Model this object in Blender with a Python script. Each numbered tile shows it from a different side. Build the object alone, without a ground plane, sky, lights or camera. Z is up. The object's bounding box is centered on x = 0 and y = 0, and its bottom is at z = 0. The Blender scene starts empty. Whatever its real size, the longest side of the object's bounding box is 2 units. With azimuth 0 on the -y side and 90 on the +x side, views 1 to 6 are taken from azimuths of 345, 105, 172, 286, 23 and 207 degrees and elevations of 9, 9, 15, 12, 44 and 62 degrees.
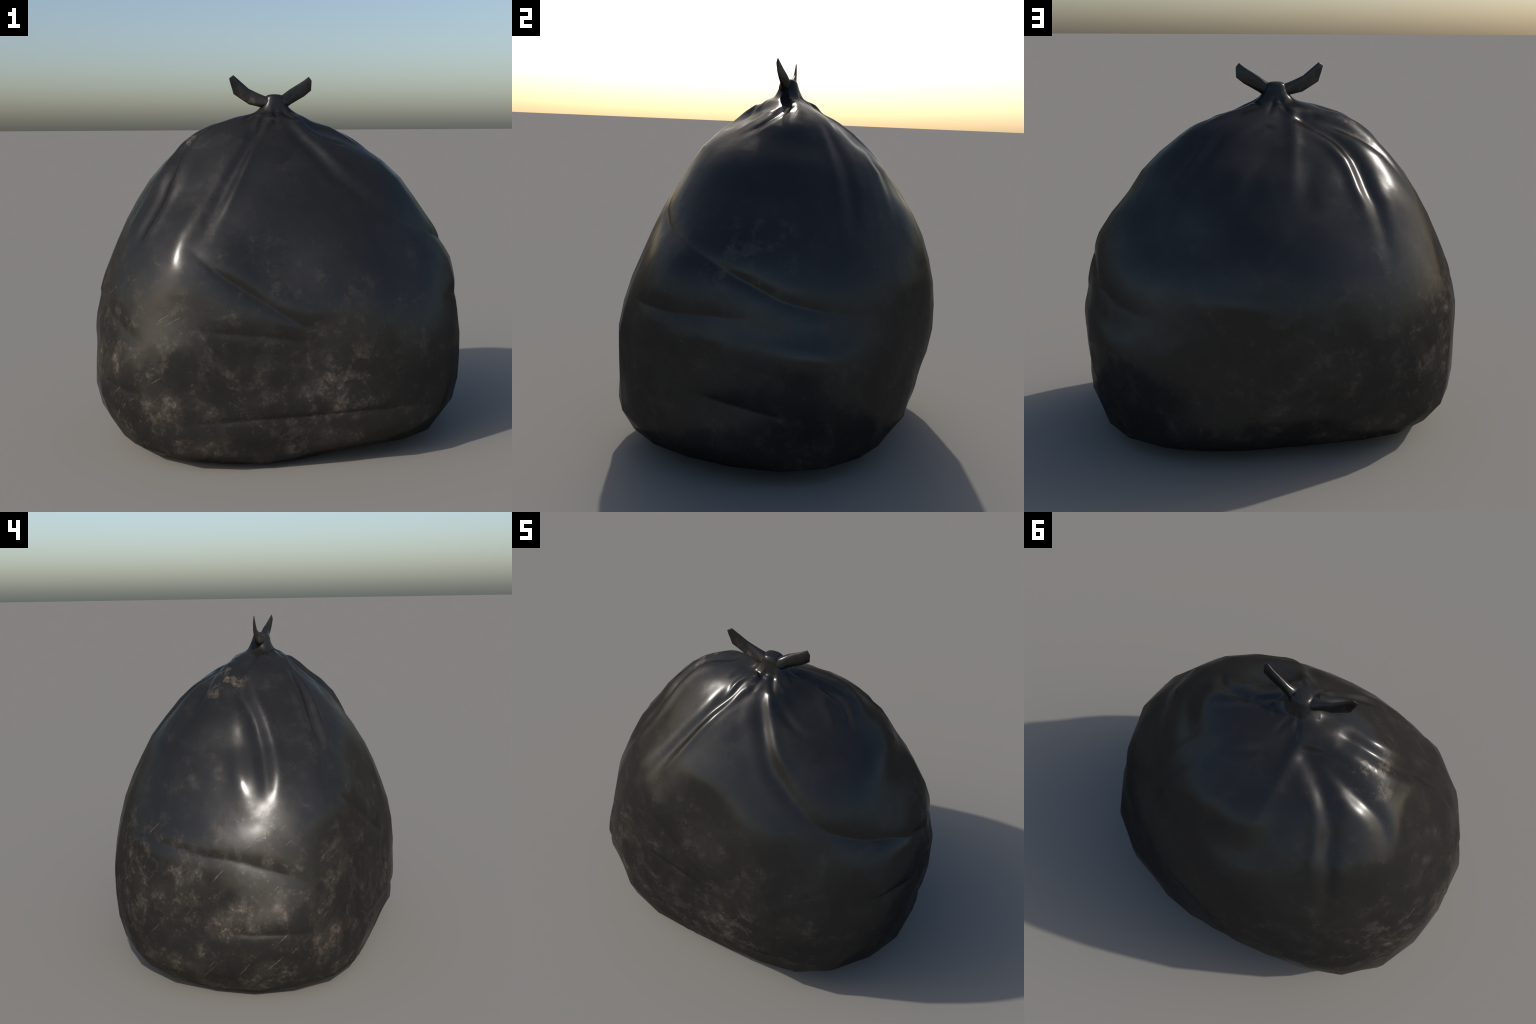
# A full black plastic refuse sack, tied at the top with two stubby tie ends.
# The sack is a loft through horizontal sections, the folds are laid over it as
# strokes (ridges, grooves and overlapping laps), and the film is a glossy black
# plastic with brown dust caught on it.
import bpy, math
import numpy as np
from mathutils import noise, Vector

rng = np.random.default_rng(7)
TAU = 2 * math.pi

# ------------------------------------------------------------------ sections
# height, then the radius about the leaning axis at sixteen bearings
# (anticlockwise from +x, 22.5 degrees apart)
SECTIONS = [
    (0.00, (.585, .567, .514, .454, .428, .460, .534, .622, .683, .698, .667, .615, .563, .536, .544, .570)),
    (0.04, (.805, .802, .710, .562, .522, .551, .661, .813, .868, .887, .800, .721, .644, .632, .713, .774)),
    (0.10, (.930, .910, .795, .688, .618, .644, .796, .901, .918, .934, .883, .735, .714, .779, .893, .922)),
    (0.20, (.992, .912, .838, .752, .679, .704, .866, .973, .981, .993, .904, .766, .738, .832, .939, .980)),
    (0.35, (.977, .971, .862, .758, .729, .766, .903, .988, 1.004, 1.042, .893, .775, .763, .836, .935, 1.011)),
    (0.55, (.999, .984, .890, .771, .774, .817, .911, .989, .989, 1.016, .910, .774, .753, .846, .949, 1.010)),
    (0.75, (.989, .932, .856, .772, .777, .797, .885, .979, .985, .968, .885, .765, .751, .819, .904, .988)),
    (0.95, (.944, .879, .805, .750, .738, .760, .825, .906, .903, .910, .851, .708, .696, .754, .818, .952)),
    (1.15, (.861, .803, .705, .675, .662, .679, .733, .819, .834, .814, .742, .636, .617, .659, .711, .809)),
    (1.30, (.746, .693, .650, .595, .560, .589, .662, .748, .730, .688, .626, .570, .538, .557, .627, .728)),
    (1.42, (.672, .628, .570, .528, .494, .496, .553, .647, .655, .592, .525, .472, .446, .468, .551, .637)),
    (1.52, (.549, .519, .464, .399, .386, .404, .465, .539, .560, .495, .438, .399, .368, .401, .468, .508)),
    (1.60, (.455, .452, .376, .303, .278, .297, .331, .418, .470, .413, .352, .297, .274, .287, .328, .362)),
    (1.65, (.343, .371, .302, .231, .192, .188, .233, .334, .398, .352, .277, .223, .223, .232, .206, .228)),
    (1.69, (.228, .249, .208, .161, .135, .141, .188, .257, .304, .275, .217, .178, .171, .178, .173, .193)),
    (1.72, (.161, .148, .126, .107, .101, .108, .134, .178, .216, .195, .157, .129, .118, .121, .135, .153)),
]
# the knot: height, half width, half depth
KNOT = [(1.742, .112, .068), (1.772, .075, .056), (1.800, .058, .047), (1.821, .051, .042),
        (1.833, .041, .034), (1.838, .022, .019), (1.839, .0006, .0006)]
KNOT_START = 1.752


def axis(z):
    """The sack leans a little: its axis runs from the middle of the base to the knot."""
    d = (np.asarray(z) - 1.0) / .79
    k = (d + np.sqrt(d * d + .02)) / 2.01
    return -.025 * k, -.045 * k


def pchip(t, y, q):
    """Monotone cubic through y (n, m) at t, evaluated at q."""
    h = np.diff(t)[:, None]
    d = np.diff(y, axis=0) / h
    m = np.zeros_like(y)
    w1, w2 = 2 * h[1:] + h[:-1], h[1:] + 2 * h[:-1]
    with np.errstate(divide='ignore', invalid='ignore'):
        hm = (w1 + w2) / (w1 / d[:-1] + w2 / d[1:])
    m[1:-1] = np.where(d[:-1] * d[1:] > 0, hm, 0)
    m[0], m[-1] = d[0], d[-1]
    k = np.clip(np.searchsorted(t, q) - 1, 0, len(t) - 2)
    u = ((q - t[k]) / (t[k + 1] - t[k]))[:, None]
    hh = (t[k + 1] - t[k])[:, None]
    return ((1 + 2 * u) * (1 - u) ** 2 * y[k] + u * (1 - u) ** 2 * hh * m[k]
            + u * u * (3 - 2 * u) * y[k + 1] + u * u * (u - 1) * hh * m[k + 1])


def smooth_rows(y, sigma):
    n = int(3 * sigma) + 1
    g = np.exp(-.5 * (np.arange(-n, n + 1) / sigma) ** 2)
    g /= g.sum()
    # odd reflection keeps the two ends in place
    top = 2 * y[0] - y[1:n + 1][::-1]
    bot = 2 * y[-1] - y[-n - 1:-1][::-1]
    p = np.vstack([top, y, bot])
    return np.stack([np.convolve(p[:, i], g, 'valid') for i in range(y.shape[1])], 1)


NA, NR, NB = 640, 620, 40          # bearings, rows up the side, rows under the base
ang = np.arange(16) * TAU / 16
ctrl_z = np.array([s[0] for s in SECTIONS] + [k[0] for k in KNOT])
ctrl_r = np.array([s[1] for s in SECTIONS]
                  + [[(abs(math.cos(a) / k[1]) ** 2.6 + abs(math.sin(a) / k[2]) ** 2.6) ** (-1 / 2.6) for a in ang]
                     for k in KNOT])
mean_r = ctrl_r.mean(1)
t_ctrl = np.concatenate([[0], np.cumsum(np.hypot(np.diff(mean_r), np.diff(ctrl_z)))])
t_row = np.linspace(0, t_ctrl[-1], NR)
step = t_row[1]
prof = pchip(t_ctrl, np.c_[ctrl_r, ctrl_z], t_row)
side = smooth_rows(prof, .040 / step)
foot = smooth_rows(prof, .018 / step)           # the turn under the base is tighter
kb = np.clip((t_row - .22) / .25, 0, 1)[:, None]
side = foot * (1 - kb) + side * kb
fine = smooth_rows(prof, .007 / step)          # the knot keeps its tighter curves
kf = np.clip((t_row - (t_ctrl[-1] - .34)) / .14, 0, 1)[:, None]
prof = side * (1 - kf) + fine * kf
row_z = prof[:, 16]
row_z[0] = 0
row_r16 = np.maximum(prof[:, :16], .0004)
# bearings: exact trigonometric interpolation of the sixteen radii, lightly damped
F = np.fft.rfft(row_r16, axis=1)
F *= np.exp(-(np.arange(9) / 8.5) ** 4)[None]
th = np.arange(NA) * TAU / NA
basis = np.stack([np.cos(k * th) * (1 if k in (0, 8) else 2) / 16 for k in range(9)]), \
        np.stack([np.sin(k * th) * (1 if k in (0, 8) else 2) / 16 for k in range(9)])
row_r = np.maximum(F.real @ basis[0] - F.imag @ basis[1], .0004)


def surface(bearing, z):
    """Point of the unfolded sack at a bearing (degrees) and height."""
    t = np.interp(z, row_z, np.arange(NR))
    a = (bearing % 360) / 360 * NA
    i, j = min(int(t), NR - 2), int(a) % NA
    u, v = t - i, a - int(a)
    j2 = (j + 1) % NA
    r = ((1 - u) * ((1 - v) * row_r[i, j] + v * row_r[i, j2])
         + u * ((1 - v) * row_r[i + 1, j] + v * row_r[i + 1, j2]))
    ax, ay = axis(z)
    return np.array([ax + r * math.cos(math.radians(bearing)), ay + r * math.sin(math.radians(bearing)), z])


ax, ay = axis(row_z)
pos = np.stack([ax[:, None] + row_r * np.cos(th), ay[:, None] + row_r * np.sin(th),
                np.repeat(row_z[:, None], NA, 1)], 2)


def normals(p):
    du = np.roll(p, -1, 1) - np.roll(p, 1, 1)
    dv = np.gradient(p, axis=0)
    n = np.cross(du, dv)
    return n / np.maximum(np.linalg.norm(n, axis=2, keepdims=True), 1e-12)


# --------------------------------------------------------------------- folds
# kind, size (m), width (m), fade at start, fade at end, path as (bearing, height)
#   ridge : a raised crest            groove : a sunk line
#   lap   : film bulging over the left-hand side of the path and dropping at it
FOLDS = [
    # front left: a valley between two crests running down from the knot
    ('ridge', .010, .018, .1, .4, [(243, 1.735), (227, 1.70), (231, 1.65), (232, 1.57)]),
    ('ridge', .009, .022, .1, .6, [(250, 1.71), (241, 1.66), (238, 1.59), (235, 1.48), (232, 1.32), (229, 1.14)]),
    ('groove', .013, .034, .2, .4, [(240, 1.69), (235, 1.63), (231, 1.52), (228, 1.40), (226, 1.26), (225, 1.10)]),
    ('ridge', .010, .065, .5, .5, [(224, 1.42), (221, 1.30), (218, 1.15), (219, .98), (219, .84)]),
    # left: the long gutter down the side
    ('groove', .015, .036, .1, .25, [(170, 1.735), (177, 1.68), (181, 1.61), (187, 1.51), (192, 1.44), (196, 1.32), (198, 1.17), (198, 1.00)]),
    ('ridge', .010, .050, .3, .4, [(179, 1.54), (184, 1.42), (187, 1.27), (190, 1.09), (194, .92)]),
    ('ridge', .009, .040, .1, .4, [(182, 1.71), (186, 1.65), (192, 1.55), (199, 1.40), (203, 1.23), (203, 1.06)]),
    ('ridge', .011, .070, .2, .4, [(163, 1.70), (169, 1.62), (172, 1.56), (172, 1.48)]),
    # back left: two gutters with a rounded crest between
    ('groove', .016, .040, .1, .6, [(122, 1.69), (131, 1.63), (136, 1.58), (136, 1.50), (133, 1.36), (131.5, 1.2), (130, .93)]),
    ('ridge', .006, .032, .2, .5, [(124, 1.60), (128, 1.49), (126, 1.34), (125, 1.17)]),
    ('groove', .014, .038, .1, .6, [(138, 1.70), (145, 1.65), (152, 1.60), (159, 1.50), (158, 1.34), (155, 1.20)]),
    ('ridge', .009, .060, .3, .5, [(145, 1.60), (148.5, 1.50), (147, 1.38), (145, 1.26)]),
    # back: soft pleats
    ('ridge', .010, .036, .1, .6, [(124, 1.73), (118, 1.69), (103, 1.60), (97, 1.52), (93, 1.40), (91, 1.27)]),
    ('groove', .007, .050, .4, .5, [(112, 1.54), (106, 1.45), (100, 1.34), (97, 1.17)]),
    ('groove', .006, .060, .3, .5, [(84, 1.58), (75, 1.50), (71, 1.38), (69, 1.22)]),
    ('ridge', .005, .040, .3, .5, [(78, 1.54), (66, 1.41), (64, 1.28), (62, 1.14)]),
    ('groove', .006, .020, .4, .4, [(52, 1.565), (58, 1.604), (68, 1.629), (87, 1.612)]),
    ('groove', .008, .036, .2, .5, [(46, 1.64), (43, 1.58), (42, 1.48), (41, 1.37), (39, 1.20), (36, 1.05)]),
    ('ridge', .005, .030, .2, .5, [(37, 1.63), (36, 1.55), (35, 1.45), (34, 1.33), (33, 1.15)]),
    # right shoulder: film folded over itself below the knot
    ('groove', .011, .024, .5, .1, [(346, 1.52), (351, 1.56), (357, 1.60), (4, 1.645), (12, 1.70)]),
    ('ridge', .008, .034, .5, .2, [(338, 1.54), (344, 1.59), (350, 1.63), (357, 1.68)]),
    ('ridge', .009, .028, .1, .4, [(30, 1.73), (24, 1.68), (20, 1.62)]),
    ('groove', .008, .024, .2, .4, [(293, 1.70), (305, 1.646), (313, 1.60), (328, 1.565)]),
    # front: the long fold that starts at the knot and sweeps round the right side
    ('ridge', .010, .030, .1, .7, [(296, 1.71), (290, 1.67), (294, 1.576), (300, 1.46), (307, 1.36)]),
    ('groove', .010, .040, .2, .4, [(268, 1.71), (278, 1.65), (285, 1.573), (293, 1.438), (303, 1.322), (316, 1.20)]),
    ('lap', .022, .120, .40, .25, [(294, 1.42), (303, 1.32), (314, 1.20), (326, 1.13), (340, 1.08), (354, 1.00), (4, .93), (13, .86), (22, .82), (32, .79), (44, .765)]),
    ('lap', .020, .100, .3, .5, [(322, .775), (333, .775), (345, .772), (355, .78), (8, .78)]),
    ('ridge', .012, .075, .3, .3, [(332, .63), (352, .66), (10, .64), (26, .61), (42, .57)]),
    # front: the diagonal tuck and the creases under it
    ('lap', .022, .100, .3, .4, [(220, 1.11), (231, 1.003), (244, .886), (255, .792), (266, .718), (278, .67)]),
    ('lap', .016, .090, .4, .4, [(225, .725), (244, .694), (257, .668), (272, .62)]),
    ('lap', .021, .090, .3, .3, [(216, .250), (237, .273), (259, .282), (283, .294), (312, .285)]),
    ('ridge', .008, .060, .4, .4, [(226, .58), (248, .50), (268, .50)]),
    # left side and right side: sagging rolls
    ('lap', .026, .170, .4, .4, [(146, .925), (164, .84), (177, .796), (192, .76), (202, .705), (216, .61)]),
    ('lap', .018, .090, .4, .4, [(178, .415), (196, .413), (218, .390)]),
    ('ridge', .008, .070, .4, .4, [(158, .62), (180, .62), (200, .60)]),
    ('lap', .017, .100, .4, .4, [(346, .440), (0, .404), (10, .368), (26, .31)]),
    ('ridge', .006, .060, .4, .4, [(338, .287), (355, .30), (14, .29)]),
    ('ridge', .008, .070, .4, .4, [(48, .86), (70, .86), (95, .84)]),
    ('ridge', .006, .070, .4, .4, [(60, .32), (90, .28), (120, .30)]),
    # pleats gathered into the knot
    ('groove', .0045, .014, .4, .4, [(300, 1.67), (292, 1.72), (288, 1.785)]),
    ('groove', .004, .013, .4, .4, [(252, 1.67), (256, 1.72), (258, 1.785)]),
    ('groove', .005, .015, .4, .3, [(215, 1.69), (205, 1.73), (195, 1.775)]),
    ('groove', .0045, .014, .4, .4, [(70, 1.67), (74, 1.72), (80, 1.78)]),
    ('groove', .004, .013, .4, .4, [(112, 1.67), (108, 1.72), (104, 1.785)]),
    ('groove', .005, .015, .4, .3, [(12, 1.69), (6, 1.735), (2, 1.77)]),
    ('ridge', .003, .014, .4, .4, [(235, 1.68), (240, 1.73), (243, 1.79)]),
    ('ridge', .003, .014, .4, .4, [(320, 1.68), (310, 1.73), (306, 1.79)]),
    # the edge of the film, folded back over the front of the knot
    ('ridge', .003, .010, .3, .3, [(246, 1.742), (262, 1.735), (280, 1.735), (298, 1.742)]),
]


def fold_samples(path):
    b = np.array([p[0] for p in path], float)
    b = np.unwrap(b, period=360)
    z = np.array([p[1] for p in path], float)
    t = np.concatenate([[0], np.cumsum(np.hypot(np.diff(b) * .014, np.diff(z)))])
    q = np.linspace(0, t[-1], max(24, int(t[-1] / .012)))
    # Catmull-Rom through the path, then onto the surface
    y = np.c_[b, z]
    m = np.gradient(y, t, axis=0)
    k = np.clip(np.searchsorted(t, q) - 1, 0, len(t) - 2)
    h = (t[k + 1] - t[k])[:, None]
    u = ((q - t[k]) / (t[k + 1] - t[k]))[:, None]
    c = ((1 + 2 * u) * (1 - u) ** 2 * y[k] + u * (1 - u) ** 2 * h * m[k]
         + u * u * (3 - 2 * u) * y[k + 1] + u * u * (u - 1) * h * m[k + 1])
    return np.array([surface(*x) for x in c])


def sstep(x):
    x = np.clip(x, 0, 1)
    return x * x * (3 - 2 * x)


# the filled film is creased into broad flat panels: the outline is slightly angular
# while the shading stays round (the normals are taken from the round form)
FACET_B, FACET_R = 26, 19
col = np.arange(NA) / NA * FACET_B
row_u = np.linspace(0, FACET_R, NR)
node_r = np.round(np.arange(FACET_R + 1) * (NR - 1) / FACET_R).astype(int)
node_b = np.round(np.arange(FACET_B) * NA / FACET_B).astype(int)
nodes = pos[node_r][:, node_b]
ri = np.minimum(row_u.astype(int), FACET_R - 1)
rf = (row_u - ri)[:, None, None]
ci = col.astype(int)
cf = (col - ci)[None, :, None]
cj = (ci + 1) % FACET_B
panel = ((1 - rf) * ((1 - cf) * nodes[ri][:, ci] + cf * nodes[ri][:, cj])
         + rf * ((1 - cf) * nodes[ri + 1][:, ci] + cf * nodes[ri + 1][:, cj]))
angular = (panel - pos) * np.clip((1.62 - row_z) / .12, 0, 1)[:, None, None] \
    * np.clip(np.arange(NR) / 30, 0, 1)[:, None, None]

flat = pos.reshape(-1, 3)
nrm = normals(pos).reshape(-1, 3)
lift = np.zeros(len(flat))
for kind, size, width, f0, f1, path in FOLDS:
    s = fold_samples(path)
    reach = width * (4.2 if kind == 'lap' else 3)
    near = np.where(np.all((flat > s.min(0) - reach) & (flat < s.max(0) + reach), axis=1))[0]
    if not len(near):
        continue
    best_d = np.full(len(near), 1e9)
    best_t = np.zeros(len(near))
    best_s = np.ones(len(near))
    P = flat[near]
    N = nrm[near]
    for i in range(len(s) - 1):
        e = s[i + 1] - s[i]
        L2 = e @ e
        u = np.clip((P - s[i]) @ e / L2, 0, 1)
        v = P - s[i] - u[:, None] * e
        d = np.linalg.norm(v, axis=1)
        ok = d < best_d
        best_d[ok] = d[ok]
        best_t[ok] = ((i + u) / (len(s) - 1))[ok]
        best_s[ok] = np.sign(np.einsum('ij,ij->i', np.cross(e, v), N))[ok]
    amp = size * sstep(best_t / max(f0, .02)) * sstep((1 - best_t) / max(f1, .02))
    sd = best_d * best_s
    if kind == 'ridge':
        h = np.exp(-(sd / width) ** 2)
    elif kind == 'groove':
        h = -np.exp(-(sd / width) ** 2) + .22 * np.exp(-((np.abs(sd) - 1.9 * width) / width) ** 2)
    else:
        x = sd / width
        soft = np.sqrt(x * x + .004)
        up_, dn_ = (soft + x) / 2, (soft - x) / 2
        h = (1 - np.exp(-up_ / .34)) * np.exp(-(up_ / 1.5) ** 2) \
            + .50 * (1 - np.exp(-dn_ / .30)) * np.exp(-(dn_ / 1.1) ** 2) - .30 * np.exp(-(x / 1.2) ** 2)
    lift[near] += amp * h

# slack in the film: very low, broad unevenness away from the knot
low = np.array([noise.noise(Vector(p * 2.6)) for p in flat[::1][::4]])
low = np.repeat(low, 4)[:len(flat)].reshape(NR, NA)
for _ in range(10):
    low = (low + np.roll(low, 1, 1) + np.roll(low, -1, 1)) / 3
low = low.ravel() * .006 * np.clip((1.74 - flat[:, 2]) / .3, 0, 1) * np.clip(flat[:, 2] / .2, 0, 1)
lift += low
lift *= np.clip(flat[:, 2] / .05, 0, 1)
pos = (flat + nrm * lift[:, None]).reshape(NR, NA, 3)
pos[:, :, 2] = np.maximum(pos[:, :, 2], 0)
round_pos = pos
pos = pos + angular
pos[:, :, 2] = np.maximum(pos[:, :, 2], 0)

# ---------------------------------------------------------------- materials


def film_material(name, dust_low, dust_high, dust_side, scratches, scuffs=()):
    m = bpy.data.materials.new(name)
    m.use_nodes = True
    nt = m.node_tree
    nt.nodes.clear()
    N, L = nt.nodes.new, nt.links.new

    def node(kind, **kw):
        n = N(kind)
        for k, v in kw.items():
            setattr(n, k, v)
        return n

    def math_(op, a, b=None, clamp=False):
        n = node('ShaderNodeMath', operation=op, use_clamp=clamp)
        for i, x in enumerate((a, b)):
            if x is None:
                continue
            if isinstance(x, (int, float)):
                n.inputs[i].default_value = x
            else:
                L(x, n.inputs[i])
        return n.outputs[0]

    def ramp(x, a, b, lo=0., hi=1.):
        n = node('ShaderNodeMapRange', interpolation_type='SMOOTHSTEP')
        L(x, n.inputs['Value'])
        for k, v in zip(('From Min', 'From Max', 'To Min', 'To Max'), (a, b, lo, hi)):
            n.inputs[k].default_value = v
        return n.outputs['Result']

    def noise_(vec, scale, detail, rough=.6, dist=0.):
        n = node('ShaderNodeTexNoise')
        L(vec, n.inputs['Vector'])
        n.inputs['Scale'].default_value = scale
        n.inputs['Detail'].default_value = detail
        n.inputs['Roughness'].default_value = rough
        n.inputs['Distortion'].default_value = dist
        return n.outputs['Fac']

    tc = node('ShaderNodeTexCoord').outputs['Object']
    sep = node('ShaderNodeSeparateXYZ')
    L(tc, sep.inputs[0])
    x, y, z = sep.outputs
    # where dirt has been picked up: the lower half, most on the side that was dragged
    wob = noise_(tc, 2.3, 4, .6)
    zz = math_('ADD', z, math_('MULTIPLY', math_('SUBTRACT', wob, .5), .9))
    height = ramp(zz, .25, 1.35, dust_low, dust_high)
    drag = ramp(math_('ADD', x, math_('MULTIPLY', y, .25)), .9, -1.0, 1 - dust_side, 1 + dust_side)
    weight = math_('MULTIPLY', height, drag)
    cloud = noise_(tc, 4.2, 6, .6, .2)
    patch = noise_(tc, 12, 10, .68)
    grain = noise_(tc, 60, 8, .7)
    body = math_('MULTIPLY', ramp(patch, .47, .78), ramp(cloud, .38, .66, .15, 1))
    haze = math_('MULTIPLY', ramp(cloud, .40, .72), .14)
    flecks = math_('MULTIPLY', ramp(grain, .54, .74), ramp(patch, .42, .66))
    dust = math_('ADD', math_('ADD', math_('MULTIPLY', body, .75), haze), math_('MULTIPLY', flecks, .45))
    dust = math_('MULTIPLY', dust, weight, True)
    for centre, radius, force in scuffs:
        d = node('ShaderNodeVectorMath', operation='DISTANCE')
        L(tc, d.inputs[0])
        d.inputs[1].default_value = centre
        near = ramp(d.outputs['Value'], radius, radius * .3)
        spot = math_('ADD', math_('MULTIPLY', ramp(patch, .48, .68), .7), math_('MULTIPLY', flecks, .5))
        dust = math_('ADD', dust, math_('MULTIPLY', math_('MULTIPLY', near, spot), force), True)
    if scratches:
        # a few thin dusty scuff lines, slanting across the dragged face
        vr = node('ShaderNodeVectorRotate', rotation_type='X_AXIS')
        vr.inputs['Angle'].default_value = math.radians(46)
        L(tc, vr.inputs['Vector'])
        mp = node('ShaderNodeMapping')
        mp.inputs['Scale'].default_value = (1.0, 4.0, 62)
        L(vr.outputs[0], mp.inputs['Vector'])
        sc = ramp(noise_(mp.outputs[0], 1.5, 1, .4), .735, .765)
        sc = math_('MULTIPLY', sc, ramp(x, -.45, -.75))
        sc = math_('MULTIPLY', sc, ramp(z, 1.1, .9))
        sc = math_('MULTIPLY', sc, ramp(grain, .35, .6, .25, 1))
        dust = math_('ADD', dust, math_('MULTIPLY', sc, .55), True)

    bag = node('ShaderNodeRGB')
    bag.outputs[0].default_value = (.0145, .0137, .0128, 1)
    dcol = node('ShaderNodeValToRGB')
    dcol.color_ramp.elements[0].color = (.075, .063, .052, 1)
    dcol.color_ramp.elements[1].color = (.195, .153, .116, 1)
    dcol.color_ramp.elements[0].position = .38
    dcol.color_ramp.elements[1].position = .72
    L(grain, dcol.inputs[0])
    mix = node('ShaderNodeMix', data_type='RGBA')
    L(dust, mix.inputs[0])
    L(bag.outputs[0], mix.inputs[6])
    L(dcol.outputs[0], mix.inputs[7])

    smear = noise_(tc, 4.5, 6, .6)
    rough = math_('ADD', ramp(smear, .3, .7, .16, .26), math_('MULTIPLY', dust, .40), True)
    rough = math_('ADD', rough, math_('MULTIPLY', ramp(cloud, .35, .7), .10))

    bump = node('ShaderNodeBump')
    bump.inputs['Strength'].default_value = .35
    bump.inputs['Distance'].default_value = .010
    L(math_('ADD', math_('MULTIPLY', dust, .25), noise_(tc, 6, 2, .4)), bump.inputs['Height'])

    p = node('ShaderNodeBsdfPrincipled')
    L(mix.outputs[2], p.inputs['Base Color'])
    L(rough, p.inputs['Roughness'])
    L(bump.outputs[0], p.inputs['Normal'])
    # IOR drops towards grazing view to darken the bright reflections along the outline
    lw = node('ShaderNodeLayerWeight')
    lw.inputs['Blend'].default_value = .5
    L(ramp(lw.outputs['Facing'], .08, .78, 1.455, 1.06), p.inputs['IOR'])
    out = node('ShaderNodeOutputMaterial')
    L(p.outputs[0], out.inputs[0])
    return m


# rubbed patches: below the knot on the dragged side, and on the far flank
SCUFFS = [((-.47, .05, 1.60), .17, .9), ((.93, .05, 1.06), .34, .35), ((-.07, -.17, 1.735), .06, .5),
          ((-.88, .42, .80), .30, .35), ((.10, -.78, .45), .30, .35)]
film = film_material('black_plastic_film', .88, .16, .50, True, SCUFFS)

# ------------------------------------------------------------- sack and knot
base_rows = []
for i in range(NB, 0, -1):
    k = 1 - i / NB
    ring = pos[0].copy()
    ring[:, :2] *= max(k, .0)
    ring[:, 2] = 0
    base_rows.append(ring)
grid = np.concatenate([np.array(base_rows[1:]), pos])       # centre row is one vertex
round_grid = np.concatenate([np.array(base_rows[1:]), round_pos])
rows = len(grid)
verts = np.vstack([[[0, 0, 0]], grid.reshape(-1, 3), [pos[-1].mean(0) + [0, 0, .0003]]])
nv = len(verts)
i0 = 1 + (np.arange(rows - 1)[:, None] * NA + np.arange(NA)[None])
i1 = 1 + (np.arange(rows - 1)[:, None] * NA + (np.arange(NA) + 1)[None] % NA)
quads = np.stack([i0, i1, i1 + NA, i0 + NA], 2).reshape(-1, 4)
quad_row = np.repeat(np.arange(rows - 1), NA)
cap_lo = [(0, 1 + (j + 1) % NA, 1 + j) for j in range(NA)]
last = 1 + (rows - 1) * NA
cap_hi = [(last + j, last + (j + 1) % NA, nv - 1) for j in range(NA)]

whole = bpy.data.meshes.new('whole')
whole.from_pydata(verts.tolist(), [], quads.tolist() + cap_lo + cap_hi)
whole.update()
vn = np.zeros(nv * 3)
whole.vertex_normals.foreach_get('vector', vn)
vn = vn.reshape(-1, 3)
smooth_n = normals(round_grid).reshape(-1, 3)
up = np.repeat(np.arange(rows) >= NB - 1 + 12, NA)          # the underside keeps its own normals
vn[1:-1][up] = smooth_n[up]
knot_row = (NB - 1) + int(np.searchsorted(row_z, KNOT_START))
is_knot = quad_row >= knot_row

root = bpy.data.objects.new('garbage_bag', None)
bpy.context.collection.objects.link(root)
root['label'] = 'full black plastic garbage bag, tied, dusty near the base'
root['category'] = 'garbage bag'


def part(name, faces):
    used = np.unique(np.concatenate([np.asarray(f).ravel() for f in faces]))
    remap = -np.ones(nv, int)
    remap[used] = np.arange(len(used))
    poly = [r for f in faces for r in remap[np.asarray(f)].tolist()]
    me = bpy.data.meshes.new(name)
    me.from_pydata(verts[used].tolist(), [], poly)
    me.update()
    me.polygons.foreach_set('use_smooth', [True] * len(me.polygons))
    me.normals_split_custom_set_from_vertices(vn[used].tolist())
    me.materials.append(film)
    ob = bpy.data.objects.new(name, me)
    bpy.context.collection.objects.link(ob)
    ob.parent = root
    return ob


part('sack', [quads[~is_knot], cap_lo])
part('knot', [quads[is_knot], cap_hi])
bpy.data.meshes.remove(whole)

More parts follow.
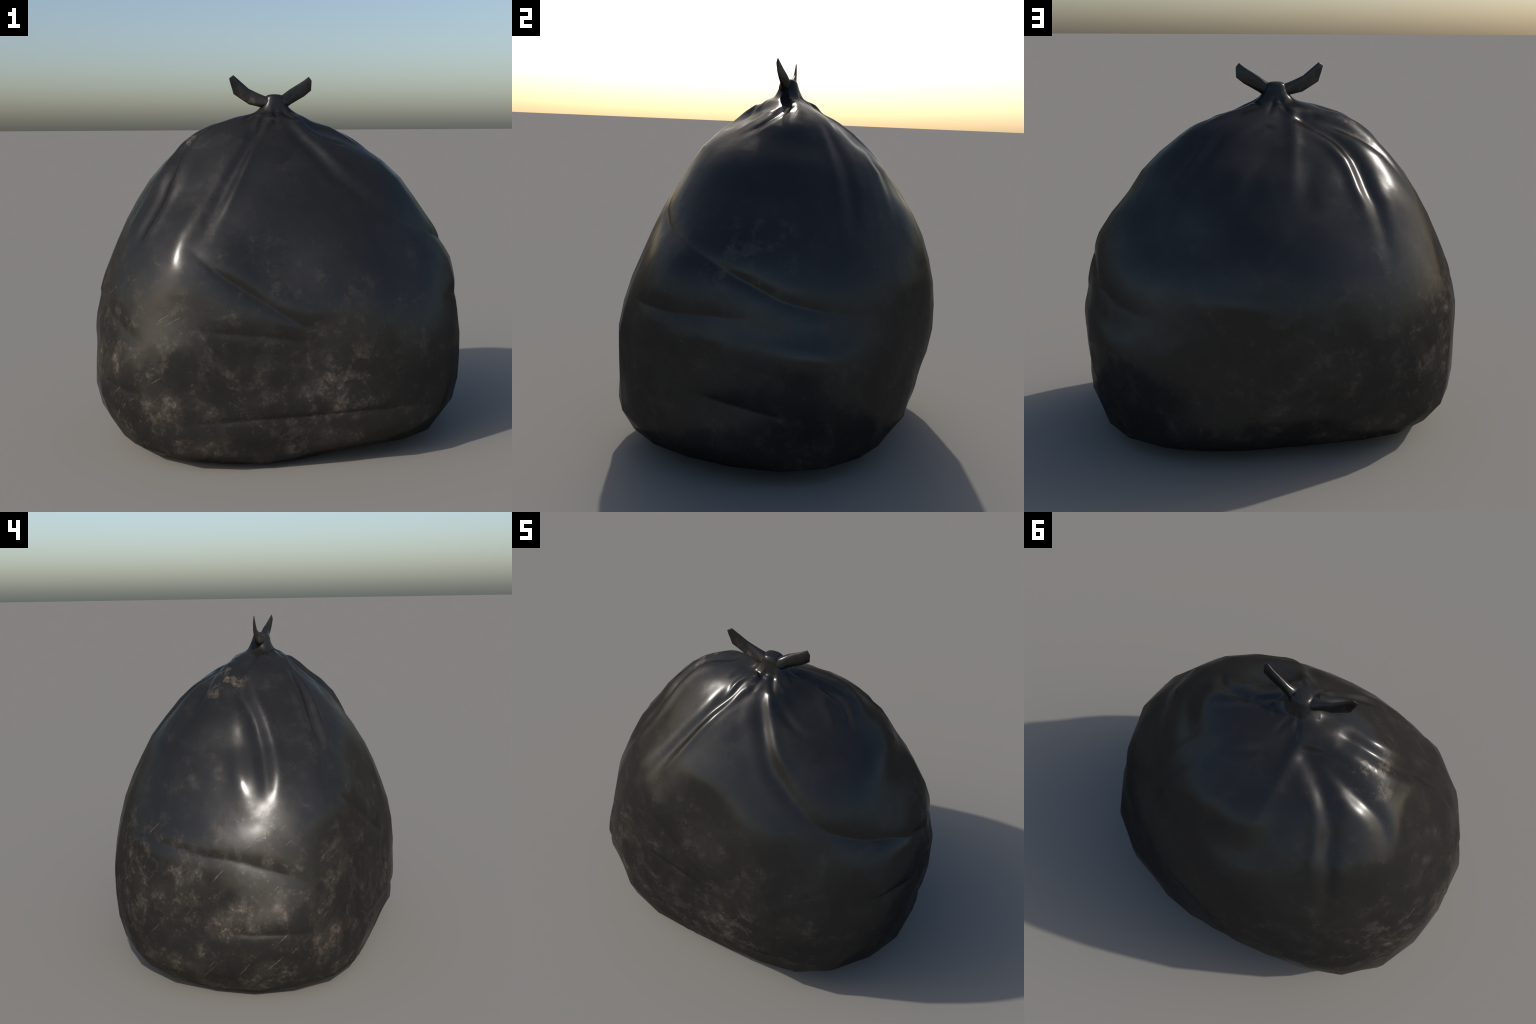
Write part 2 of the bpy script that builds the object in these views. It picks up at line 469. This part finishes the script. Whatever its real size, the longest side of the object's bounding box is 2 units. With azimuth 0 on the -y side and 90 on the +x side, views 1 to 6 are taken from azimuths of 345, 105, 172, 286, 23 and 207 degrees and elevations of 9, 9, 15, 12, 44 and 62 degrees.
# ------------------------------------------------------------------ tie ends
# stations from the knot outwards: upper edge, lower edge, thickness
TIE_LEFT = [((-.020, -.045, 1.812), (-.020, -.050, 1.772), .080),
            ((-.066, -.043, 1.822), (-.084, -.058, 1.767), .062),
            ((-.115, -.046, 1.842), (-.122, -.060, 1.774), .040),
            ((-.171, -.051, 1.868), (-.168, -.058, 1.784), .024),
            ((-.215, -.061, 1.903), (-.213, -.062, 1.811), .016),
            ((-.256, -.070, 1.935), (-.255, -.067, 1.837), .010),
            ((-.280, -.075, 1.919), (-.268, -.070, 1.878), .006)]
TIE_RIGHT = [((-.025, -.045, 1.818), (-.020, -.060, 1.775), .078),
             ((.018, -.045, 1.835), (.038, -.064, 1.769), .060),
             ((.060, -.047, 1.865), (.066, -.054, 1.787), .036),
             ((.098, -.052, 1.888), (.103, -.053, 1.808), .024),
             ((.134, -.056, 1.910), (.140, -.053, 1.828), .018),
             ((.163, -.061, 1.932), (.179, -.054, 1.859), .010),
             ((.179, -.062, 1.912), (.1795, -.058, 1.885), .006)]


def tie_end(stations):
    NS, SUB = 28, 5
    rings = []
    key = [(Vector(u), Vector(l), t) for u, l, t in stations]
    for i in range(len(key) - 1):
        for k in range(SUB + (i == len(key) - 2)):
            f = k / SUB
            rings.append((key[i][0].lerp(key[i + 1][0], f), key[i][1].lerp(key[i + 1][1], f),
                          key[i][2] * (1 - f) + key[i + 1][2] * f))
    vs, fs = [], []
    mids = [(u + l) / 2 for u, l, _ in rings]
    for i, (u, l, t) in enumerate(rings):
        along = (mids[min(i + 1, len(mids) - 1)] - mids[max(i - 1, 0)]).normalized()
        across = (u - l)
        w = across.length / 2
        across.normalize()
        out = along.cross(across).normalized()
        for j in range(NS):
            a = TAU * j / NS
            c, s = math.cos(a), math.sin(a)
            cu = math.copysign(abs(c) ** .8, c)
            vs.append(mids[i] + across * (w * cu) + out * (t / 2 * math.copysign(abs(s) ** .9, s)))
    n = len(rings)
    for i in range(n - 1):
        for j in range(NS):
            a, b = i * NS + j, i * NS + (j + 1) % NS
            fs.append((a, b, b + NS, a + NS))
    fs.append(tuple(range(NS))[::-1])
    fs.append(tuple((n - 1) * NS + j for j in range(NS)))
    me = bpy.data.meshes.new('tie_end')
    me.from_pydata([tuple(v) for v in vs], [], fs)
    me.update()
    import bmesh
    bm = bmesh.new()
    bm.from_mesh(me)
    bmesh.ops.recalc_face_normals(bm, faces=bm.faces)
    bm.to_mesh(me)
    bm.free()
    me.polygons.foreach_set('use_smooth', [len(p.vertices) == 4 for p in me.polygons])
    me.materials.append(film_ties)
    ob = bpy.data.objects.new('tie_end', me)
    bpy.context.collection.objects.link(ob)
    ob.parent = root
    return ob


film_ties = film_material('dusty_plastic_film', .9, .9, .1, False)
tie_end(TIE_LEFT)
tie_end(TIE_RIGHT)
